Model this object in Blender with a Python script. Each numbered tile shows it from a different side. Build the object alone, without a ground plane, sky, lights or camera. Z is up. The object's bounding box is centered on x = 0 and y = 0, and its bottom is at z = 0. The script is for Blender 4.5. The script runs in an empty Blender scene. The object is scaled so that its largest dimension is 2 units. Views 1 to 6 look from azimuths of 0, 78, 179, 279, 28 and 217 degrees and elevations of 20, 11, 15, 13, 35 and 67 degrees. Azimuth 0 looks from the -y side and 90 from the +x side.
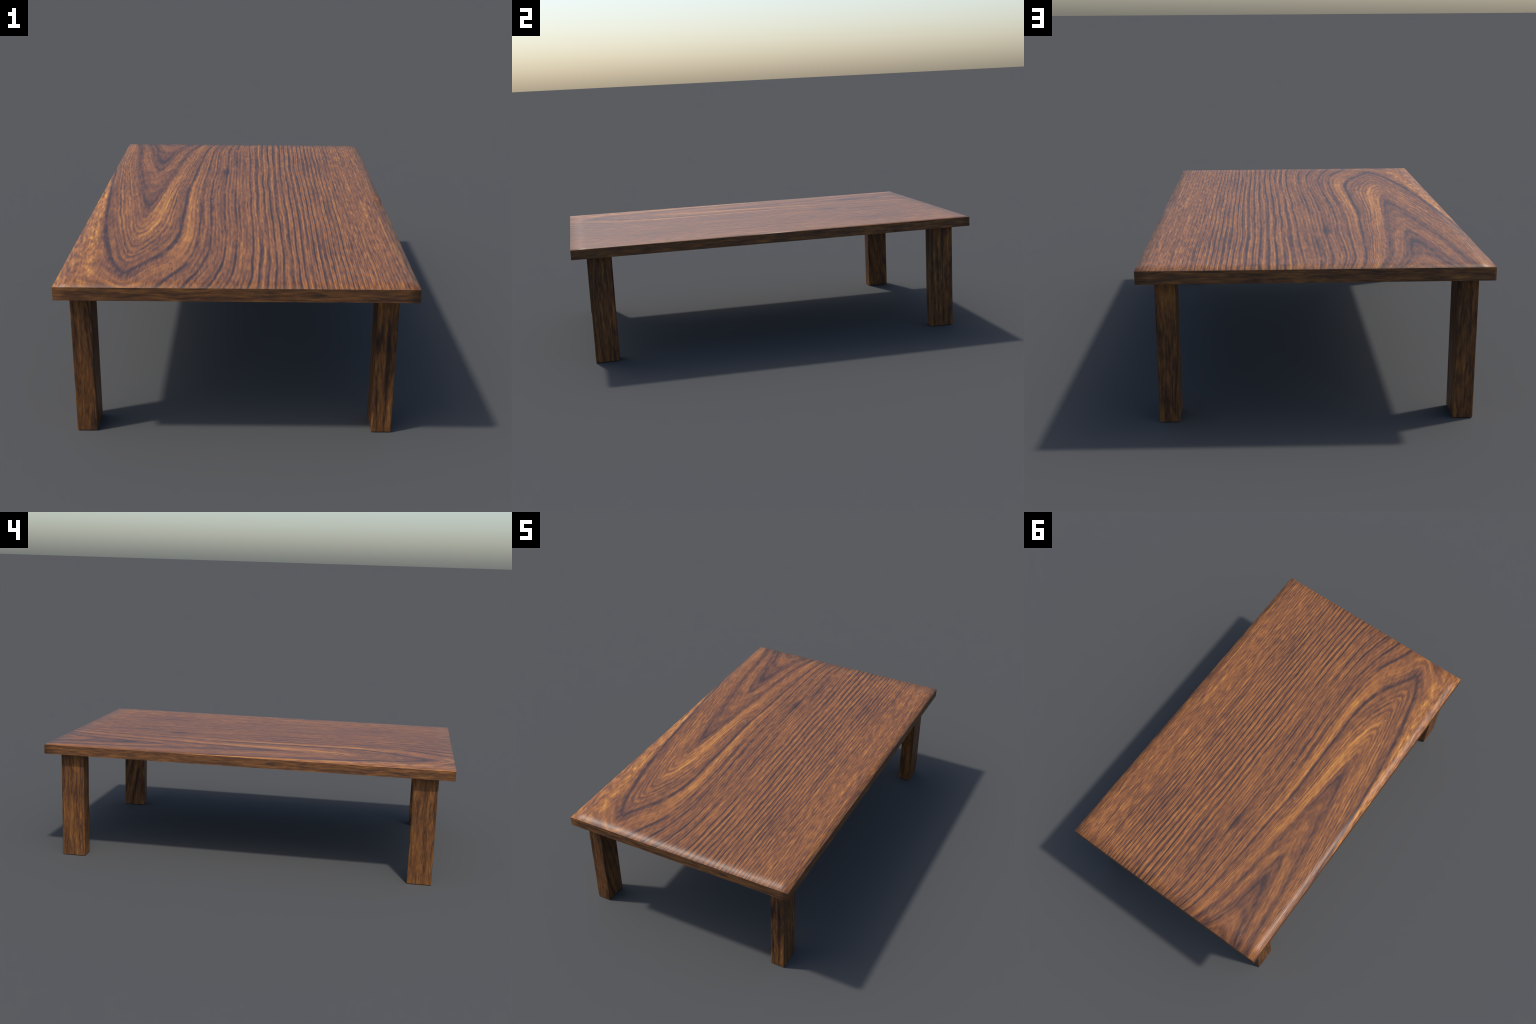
"""Low wooden table: one thick rectangular top with a cathedral grain figure on
four short square legs.  Everything is built in metres, z up."""
import bpy, math
import numpy as np

# ----------------------------------------------------------------- sizes
TOP_HALF_X, TOP_HALF_Y = 0.5990, 1.0
TOP_Z, UNDER_Z = 0.5721, 0.5260
RIM = 0.925                       # the eased rim starts at this share of the half size
LEG_HALF_X, LEG_HALF_Y = 0.0349, 0.0578
LEG_Y = 0.8685
LEG_X_LEFT, LEG_X_RIGHT = -0.5253, 0.5090

# ----------------------------------------------------------------- grain figure of the top
# A flat-sawn board: nested arches about one axis, dying out into straight grain on
# the right.  Each grain line is a ring depth followed by a few points (x, y) on it.
AXIS_X, APEX_ROUND, FIGURE_WIDTH, Y_TERMS = -0.385, 0.022, 0.24, 8
GRAIN_LINES = [
    (-.090, [(-.385, 1.0)]), (-.070, [(-.385, .85)]),
    (-.050, [(-.47, .99), (-.45, .92), (-.41, .78), (-.38, .69), (-.36, .71), (-.33, .85), (-.29, .99)]),
    (-.030, [(-.48, .96), (-.46, .75), (-.41, .54), (-.38, .52), (-.35, .61), (-.32, .80), (-.29, .98)]),
    (.035, [(-.54, .98), (-.52, .75), (-.49, .50), (-.46, .31), (-.43, .12), (-.40, -.02), (-.385, -.05),
            (-.37, .02), (-.34, .14), (-.33, .28), (-.31, .43), (-.28, .62), (-.26, .81), (-.22, .92), (-.19, 1.)]),
    (.105, [(-.50, -.02), (-.46, -.25), (-.44, -.41), (-.41, -.51), (-.385, -.59), (-.36, -.60), (-.32, -.55),
            (-.30, -.47), (-.28, -.36), (-.28, -.25), (-.28, -.07)]),
    (.155, [(-.385, -.87), (-.42, -.80), (-.46, -.69), (-.49, -.56), (-.51, -.41), (-.53, -.31), (-.55, -.08),
            (-.56, .07), (-.59, .33), (-.60, .51), (-.35, -.84), (-.31, -.78), (-.29, -.68), (-.26, -.59),
            (-.24, -.50), (-.23, -.35), (-.23, -.22), (-.23, -.05), (-.22, .23), (-.22, .45), (-.21, .66),
            (-.20, .80), (-.17, .97)]),
    (.195, [(-.40, -.99), (-.48, -.93), (-.54, -.80), (-.30, -.97)]),
    (.215, [(-.585, -.75), (-.24, -.94), (-.22, -.86), (-.19, -.77), (-.16, -.61), (-.16, -.48), (-.16, -.33),
            (-.17, -.01), (-.17, .21), (-.16, .38), (-.16, .57), (-.15, .83), (-.15, .97)]),
    (.235, [(-.585, -.97)]),
    (.260, [(-.17, -.98), (-.12, -.81), (-.11, -.70), (-.10, -.61), (-.10, -.50), (-.11, -.35), (-.12, -.15),
            (-.13, -.01), (-.12, .08), (-.12, .29), (-.11, .70)]),
    (.315, [(-.11, -.99), (-.09, -.93), (-.07, -.80), (-.04, -.68), (-.04, -.53), (-.06, -.30), (-.07, -.01),
            (-.06, .40), (-.06, .80)]),
    (.360, [(-.03, -.97), (-.01, -.77), (.0, -.62), (-.01, -.47), (-.02, -.24), (-.03, .0), (-.01, .31), (-.02, .80)]),
] + [(x - AXIS_X, [(x, y / 4) for y in range(-4, 5)]) for x in (.07, .15, .25, .35, .5)]


def solve_grain():
    """Least squares: ring depth = distance to the axis + a smooth bend near the axis."""
    rows, rest = [], []
    for depth, points in GRAIN_LINES:
        for x, y in points:
            u = x - AXIS_X
            v = math.hypot(u, APEX_ROUND)
            g = math.exp(-(v / FIGURE_WIDTH) ** 2)
            rows.append([f * y ** j for f in (g, v * g, v * v * g, u * g, u * v * g) for j in range(Y_TERMS)])
            rest.append(depth - v)
    a, b = np.array(rows), np.array(rest)
    return np.linalg.solve(a.T @ a + 9e-6 * np.eye(a.shape[1]), a.T @ b).reshape(5, Y_TERMS)


# ----------------------------------------------------------------- a tiny node language
class Shader:
    def __init__(self, name):
        self.mat = bpy.data.materials.new(name)
        self.mat.use_nodes = True
        self.tree = self.mat.node_tree
        self.bsdf = self.tree.nodes["Principled BSDF"]

    def node(self, kind, **props):
        n = self.tree.nodes.new(kind)
        for k, v in props.items():
            setattr(n, k, v)
        return n

    def put(self, socket, value):
        if isinstance(value, Val):
            self.tree.links.new(value.socket, socket)
        else:
            socket.default_value = value

    def math(self, op, *args):
        n = self.node("ShaderNodeMath", operation=op)
        for i, a in enumerate(args):
            self.put(n.inputs[i], a)
        return Val(self, n.outputs[0])

    def vec(self, x, y, z=0.0):
        n = self.node("ShaderNodeCombineXYZ")
        for i, a in enumerate((x, y, z)):
            self.put(n.inputs[i], a)
        return Val(self, n.outputs[0])

    def split(self, v):
        n = self.node("ShaderNodeSeparateXYZ")
        self.put(n.inputs[0], v)
        return [Val(self, o) for o in n.outputs]

    def noise(self, v, scale=1.0, detail=2.0, rough=0.5, distort=0.0):
        n = self.node("ShaderNodeTexNoise")
        for k, a in (("Vector", v), ("Scale", scale), ("Detail", detail), ("Roughness", rough), ("Distortion", distort)):
            self.put(n.inputs[k], a)
        return Val(self, n.outputs["Fac"])

    def smooth(self, v, lo, hi, a=0.0, b=1.0):
        n = self.node("ShaderNodeMapRange", interpolation_type="SMOOTHSTEP")
        for k, x in (("Value", v), ("From Min", lo), ("From Max", hi), ("To Min", a), ("To Max", b)):
            self.put(n.inputs[k], x)
        return Val(self, n.outputs["Result"])

    def ramp(self, fac, stops, interpolation="LINEAR"):
        n = self.node("ShaderNodeValToRGB")
        r = n.color_ramp
        r.interpolation = interpolation
        while len(r.elements) < len(stops):
            r.elements.new(0.5)
        for e, (p, c) in zip(r.elements, stops):
            e.position = p
            e.color = (c, c, c, 1) if isinstance(c, float) else (*c, 1)
        self.put(n.inputs[0], fac)
        return Val(self, n.outputs[0])

    def mix(self, fac, a, b):
        n = self.node("ShaderNodeMix", data_type="RGBA")
        self.put(n.inputs["Factor"], fac)
        for i, v in ((6, a), (7, b)):
            self.put(n.inputs[i], v if isinstance(v, Val) else (*v, 1))
        return Val(self, n.outputs[2])

    def gain(self, colour, factor):
        """Scale a colour by a value."""
        n = self.node("ShaderNodeVectorMath", operation="SCALE")
        self.put(n.inputs[0], colour)
        self.put(n.inputs["Scale"], factor)
        return Val(self, n.outputs[0])

    def coords(self):
        return self.split(Val(self, self.node("ShaderNodeTexCoord").outputs["Object"]))

    def finish(self, colour, relief, rough, strength=0.15, distance=0.002, specular=0.5):
        self.put(self.bsdf.inputs["Base Color"], colour)
        self.put(self.bsdf.inputs["Roughness"], rough)
        self.bsdf.inputs["Specular IOR Level"].default_value = specular
        if relief is not None:
            n = self.node("ShaderNodeBump")
            n.inputs["Strength"].default_value = strength
            n.inputs["Distance"].default_value = distance
            self.put(n.inputs["Height"], relief)
            self.tree.links.new(n.outputs[0], self.bsdf.inputs["Normal"])
        return self.mat


class Val:
    def __init__(self, sh, socket):
        self.sh, self.socket = sh, socket

    def __add__(self, o): return self.sh.math("ADD", self, o)
    def __radd__(self, o): return self.sh.math("ADD", o, self)
    def __sub__(self, o): return self.sh.math("SUBTRACT", self, o)
    def __rsub__(self, o): return self.sh.math("SUBTRACT", o, self)
    def __mul__(self, o): return self.sh.math("MULTIPLY", self, o)
    def __rmul__(self, o): return self.sh.math("MULTIPLY", o, self)
    def __truediv__(self, o): return self.sh.math("DIVIDE", self, o)


# ----------------------------------------------------------------- wood
GLOSS = 0.48
WOOD = [                                   # dark late wood ... golden early wood
    (0.00, (0.036, 0.019, 0.015)),
    (0.20, (0.072, 0.030, 0.020)),
    (0.42, (0.174, 0.063, 0.023)),
    (0.62, (0.304, 0.111, 0.028)),
    (0.82, (0.455, 0.185, 0.036)),
    (1.00, (0.610, 0.285, 0.060)),
]
WOOD_SIDE = [                              # browner, as cut along the edges and legs
    (0.00, (0.024, 0.014, 0.010)),
    (0.22, (0.060, 0.027, 0.013)),
    (0.45, (0.136, 0.055, 0.018)),
    (0.70, (0.258, 0.105, 0.026)),
    (1.00, (0.420, 0.205, 0.050)),
]

# tone of the wood against ring depth (0 dark .. 1 golden); the figure line by line
RING_TONES = [
    (-.090, .44), (-.060, .42), (-.052, .18), (-.044, .36), (-.026, .34), (-.018, .54), (.006, .50),
    (.022, .32), (.034, .24), (.044, .34), (.054, .54), (.088, .56), (.100, .52), (.128, .47), (.148, .42),
    (.155, .07), (.162, .44), (.172, .54), (.200, .52), (.209, .48), (.217, .12), (.225, .48), (.251, .48),
    (.260, .12), (.270, .50), (.305, .46), (.315, .12), (.325, .50), (.352, .46), (.362, .14), (.372, .50), (.42, .50)]
RING_LO, RING_HI = -0.10, 0.43


def top_wood():
    s = Shader("wood_top")
    x, y, z = s.coords()
    # ring depth field, with a little natural wander
    wander = (s.noise(s.vec(x * 9, y * 3, 0), detail=3) - 0.5) * 0.018
    u = x - AXIS_X + wander
    yy = y + (s.noise(s.vec(x * 6 + 7, y * 4, 3), detail=2) - 0.5) * 0.06
    v = s.math("SQRT", u * u + APEX_ROUND ** 2)
    g = s.math("EXPONENT", (v * v) * (-1 / FIGURE_WIDTH ** 2))

    def poly(c):
        acc = float(c[-1]) + yy * 0.0
        for k in c[-2::-1]:
            acc = s.math("MULTIPLY_ADD", acc, yy, float(k))
        return acc
    c = solve_grain()
    bend = poly(c[0]) + v * poly(c[1]) + v * v * poly(c[2]) + u * poly(c[3]) + u * v * poly(c[4])
    ring = v + g * bend
    fibre = s.noise(s.vec(x * 105, y * 13, 0), detail=3, rough=0.6)        # dashes along the board
    ring_r = ring + (fibre - 0.5) * 0.010

    # the named growth lines
    left_limit = s.smooth(u, -0.02, 0.05, 0.197, 0.60)                     # no growth lines beyond the left arm
    ring_r = s.math("MINIMUM", ring_r, left_limit)
    tone = s.ramp((ring_r - RING_LO) * (1 / (RING_HI - RING_LO)),
                  [((p - RING_LO) / (RING_HI - RING_LO), t) for p, t in RING_TONES])
    # the lines fade and come back along their length
    fade = s.smooth(s.noise(s.vec(ring * 22, y * 3.2, 14), detail=2), 0.42, 0.68) * s.smooth(ring, 0.17, 0.20)
    tone = tone + (0.48 - tone) * (fade * 0.7 + s.smooth(s.noise(s.vec(x * 14, y * 7, 41), detail=2), 0.40, 0.65) * 0.35)
    # golden early wood: right arm of the bright arch, the streak beside it, the near left corner
    right_arm = s.smooth(u, 0.0, 0.05) * (1 - s.smooth(y, 0.10, 0.60, 0.0, 0.9)) * s.smooth(ring, 0.046, 0.056) * (1 - s.smooth(ring, 0.085, 0.100))
    streak = s.smooth(ring, 0.160, 0.170) * (1 - s.smooth(ring, 0.180, 0.202))
    streak = streak * s.smooth(v, 0.11, 0.16) * s.smooth(y, -0.85, -0.50) * (1 - s.smooth(y, -0.05, 0.45, 0.0, 0.8))
    corner = s.smooth(ring, 0.158, 0.180) * s.smooth(u, -0.06, -0.13)
    gold = s.math("MAXIMUM", s.math("MAXIMUM", right_arm * 0.20, streak * 0.20), corner * 0.12)

    # straight grain on the right: near-parallel dark lines, closer and finer towards the edge
    far = s.math("MAXIMUM", x - 0.16, 0.0)
    slow = s.noise(s.vec(x * 4, y * 1.2, 11), detail=2) - 0.5
    count = ring * 35 + far * far * 60 + slow * 1.0
    wave = s.math("COSINE", count * (2 * math.pi)) * 0.5 + 0.5
    line = s.math("POWER", wave, 2.6) * s.smooth(s.noise(s.vec(ring * 24, y * 1.3, 5), detail=2), 0.25, 0.48)
    rows = s.math("COSINE", count * (2 * math.pi * 2.31) + slow * 7)
    straight = 0.55 - line * 0.35 * (1 - s.smooth(x, 0.30, 0.50) * 0.60) + rows * 0.09
    to_right = s.smooth(x, -0.02, 0.08)
    tone = tone * (1 - to_right) + straight * to_right + gold

    # hair-fine rings that follow the figure, crisp on the arches
    hair = s.noise(s.vec(ring * 150, y * 2.2, 1), detail=2, rough=0.5)
    mid = s.noise(s.vec(ring * 62, y * 2.6, 8), detail=2, rough=0.55)
    arch = s.smooth(ring, 0.060, 0.085) * (1 - s.smooth(ring, 0.118, 0.140)) * (1 - to_right)
    comb = s.math("COSINE", ring_r * (2 * math.pi * 88)) * arch
    tone = tone + (hair - 0.5) * (0.42 + arch * 0.3) + (mid - 0.5) * 0.55 - comb * 0.13
    # a few fainter growth lines between the named ones, and a small knot that pulls them aside
    between = s.math("COSINE", ring_r * (2 * math.pi * 66) + slow * 6) * s.smooth(ring, 0.16, 0.20) * (1 - to_right)
    kx, ky = (x + 0.08) * (1 / 0.016), (y - 0.45) * (1 / 0.06)
    knot = s.math("EXPONENT", (kx * kx + ky * ky) * -1.0)
    tone = tone - between * 0.08 - knot * 0.28
    # fibres and pores
    pores = s.noise(s.vec(x * 190, y * 22, 2), detail=2, rough=0.55)
    flake = s.noise(s.vec(ring * 85, y * 16 + x * 12, 6), detail=3, rough=0.6)
    tone = tone + (fibre - 0.5) * s.smooth(x, 0.25, 0.45, 0.46, 0.82) + (pores - 0.5) * 0.42 + (flake - 0.5) * (0.50 + corner * 0.5)
    tone = tone - 0.03
    dash = s.noise(s.vec(x * 105 + y * 10, y * 15, 23), detail=3, rough=0.55)
    tone = tone + (dash - 0.5) * (corner * 0.8 + 0.12)
    colour = s.ramp(tone, WOOD)
    # rare pale flecks
    fleck = s.smooth(s.noise(s.vec(x * 70, y * 22, 31), detail=0), 0.868, 0.90)
    colour = s.mix(fleck * 0.3, colour, (0.55, 0.42, 0.30))
    return s.finish(colour, tone, GLOSS, strength=0.08)


def edge_wood():
    """The four narrow sides: streaks running along the edge."""
    s = Shader("wood_edge")
    x, y, z = s.coords()
    along = x + y
    wav = (s.noise(s.vec(along * 7, z * 20, 2), detail=2) - 0.5) * 0.016
    depth = z + wav
    a = s.noise(s.vec(depth * 70, along * 7, 0), detail=3, rough=0.55)
    b = s.noise(s.vec(depth * 210, along * 22, 4), detail=3, rough=0.6)
    tone = 0.42 + (a - 0.5) * 1.15 + (b - 0.5) * 0.75
    return s.finish(s.ramp(tone, WOOD_SIDE), tone, GLOSS + 0.08, strength=0.08, specular=0.35)


def leg_wood():
    s = Shader("wood_leg")
    x, y, z = s.coords()
    place = Val(s, s.node("ShaderNodeObjectInfo").outputs["Location"])
    px, py, pz = s.split(place)
    inward = x * s.math("SIGN", px) * -1.0
    inner = s.smooth(inward, 0.0, LEG_HALF_X * 0.95)
    shift = px * 3.7 + py * 2.3
    wav = (s.noise(s.vec(z * 4, shift, x * 8), detail=2) - 0.5) * 0.018
    t = y + x * 0.8 + inner * 0.20 * (z - 0.3) + wav
    # dark growth lines, slanted where the leg was cut across the figure
    wave = s.math("COSINE", (t * (36 - inner * 12) + shift * 2) * (2 * math.pi)) * 0.5 + 0.5
    line = s.math("POWER", wave, 2.5) * s.smooth(s.noise(s.vec(t * 20, z * 2.2, shift), detail=2), 0.36, 0.62)
    a = s.noise(s.vec(t * 55, z * 3.2, shift), detail=2, rough=0.55)
    b = s.noise(s.vec((y + x) * 140, z * 17, shift), detail=3, rough=0.6)
    c = s.noise(s.vec((y - x) * 240, z * 36, shift + 3), detail=2, rough=0.6)
    plain = s.smooth(px, 0.1, -0.1) * (1 - inner) * 0.75            # left legs show almost no lines outside
    tone = 0.44 + (s.noise(s.vec(x * 6, y * 6, z * 4 + shift), detail=2) - 0.5) * 0.5 - line * (1 - plain) * s.smooth(px, -0.1, 0.1, 0.22, 0.29) + (a - 0.5) * 0.85 + (b - 0.5) * 0.95 + (c - 0.5) * 0.40
    return s.finish(s.ramp(tone, WOOD_SIDE), tone, GLOSS + 0.06, strength=0.08, specular=0.22)


# ----------------------------------------------------------------- geometry
def new_object(name, mesh, parent):
    ob = bpy.data.objects.new(name, mesh)
    bpy.context.scene.collection.objects.link(ob)
    ob.parent = parent
    return ob


def share(c, half):
    """0 inside the rim, rising to 1 at the very edge."""
    return max(0.0, (abs(c) / half - RIM) / (1 - RIM))


def eased(point, half, face):
    """Shading normal of a flat face that turns 45 degrees over towards its edges."""
    k = max(range(3), key=lambda i: abs(face[i]))
    t = [0.0 if i == k else share(point[i], half[i]) for i in range(3)]
    n = np.array([math.copysign(t[i] * 0.707, point[i]) for i in range(3)])
    n[k] = math.copysign(1 - 0.293 * max(t), face[k])
    return n


def stations(half, steps, middle):
    inner = half * RIM
    rim = np.linspace(inner, half, steps + 1)[1:]
    return np.concatenate([-rim[::-1], np.linspace(-inner, inner, middle + 1), rim])


def block(name, half, centre_z, counts, steps, slots, shade):
    """A box with a grid on every face (finer along the rims) and custom normals."""
    axes = [stations(h, steps, c) for h, c in zip(half, counts)]
    index, verts, faces, slot = {}, [], [], []

    def vid(p):
        key = tuple(round(float(c), 6) for c in p)
        if key not in index:
            index[key] = len(verts)
            verts.append((key[0], key[1], max(0.0, key[2] + centre_z)))
        return index[key]
    for k in range(3):
        i, j = (k + 1) % 3, (k + 2) % 3
        for sign in (-1, 1):
            for a in range(len(axes[i]) - 1):
                for b in range(len(axes[j]) - 1):
                    ring = []
                    for da, db in ((0, 0), (1, 0), (1, 1), (0, 1)):
                        p = [0.0] * 3
                        p[k], p[i], p[j] = sign * half[k], axes[i][a + da], axes[j][b + db]
                        ring.append(vid(p))
                    faces.append(ring if sign > 0 else ring[::-1])
                    slot.append(slots[k])
    mesh = bpy.data.meshes.new(name)
    mesh.from_pydata(verts, [], faces)
    mesh.polygons.foreach_set("material_index", slot)
    mesh.polygons.foreach_set("use_smooth", [True] * len(faces))
    mesh.update()
    normals = []
    for p in mesh.polygons:
        for v in p.vertices:
            co = mesh.vertices[v].co
            n = shade((co.x, co.y, co.z - centre_z), p.normal)
            normals.append(tuple(n / np.linalg.norm(n)))
    mesh.normals_split_custom_set(normals)
    return mesh


def tabletop(parent, materials):
    """A flat slab whose rim is shaded as eased, as if sanded over."""
    half = (TOP_HALF_X, TOP_HALF_Y, (TOP_Z - UNDER_Z) / 2)

    def shade(p, face):
        n = eased((p[0], p[1], 0.0), half, face)
        if face.z > 0.5:                                        # normals bent toward -y halfway along the long rims to shape the sun glint
            n[1] -= 0.42 * share(p[0], half[0]) * max(0.0, 1 - abs(p[1]) / 0.16)
        return n
    mesh = block("tabletop", half, (TOP_Z + UNDER_Z) / 2, (16, 40, 1), 8, (1, 1, 0), shade)
    for m in materials:
        mesh.materials.append(m)
    return new_object("tabletop", mesh, parent)


def leg_mesh(material):
    top = UNDER_Z + 0.004                                      # let into the underside
    half = (LEG_HALF_X, LEG_HALF_Y, top / 2)
    mesh = block("leg", half, top / 2, (4, 4, 12), 4, (0, 0, 0), lambda p, face: eased((p[0], p[1], 0.0), half, face))
    mesh.materials.append(material)
    return mesh


def build():
    table = bpy.data.objects.new("low_wooden_table", None)
    bpy.context.scene.collection.objects.link(table)
    table["label"] = "low rectangular dark brown wooden table with four square legs"
    table["category"] = "coffee table"
    tabletop(table, [top_wood(), edge_wood()])
    first = new_object("leg", leg_mesh(leg_wood()), table)
    spots = [(x, y) for x in (LEG_X_LEFT, LEG_X_RIGHT) for y in (-LEG_Y, LEG_Y)]
    first.location = (*spots[0], 0)
    for x, y in spots[1:]:
        leg = first.copy()
        bpy.context.scene.collection.objects.link(leg)
        leg.location = (x, y, 0)


build()
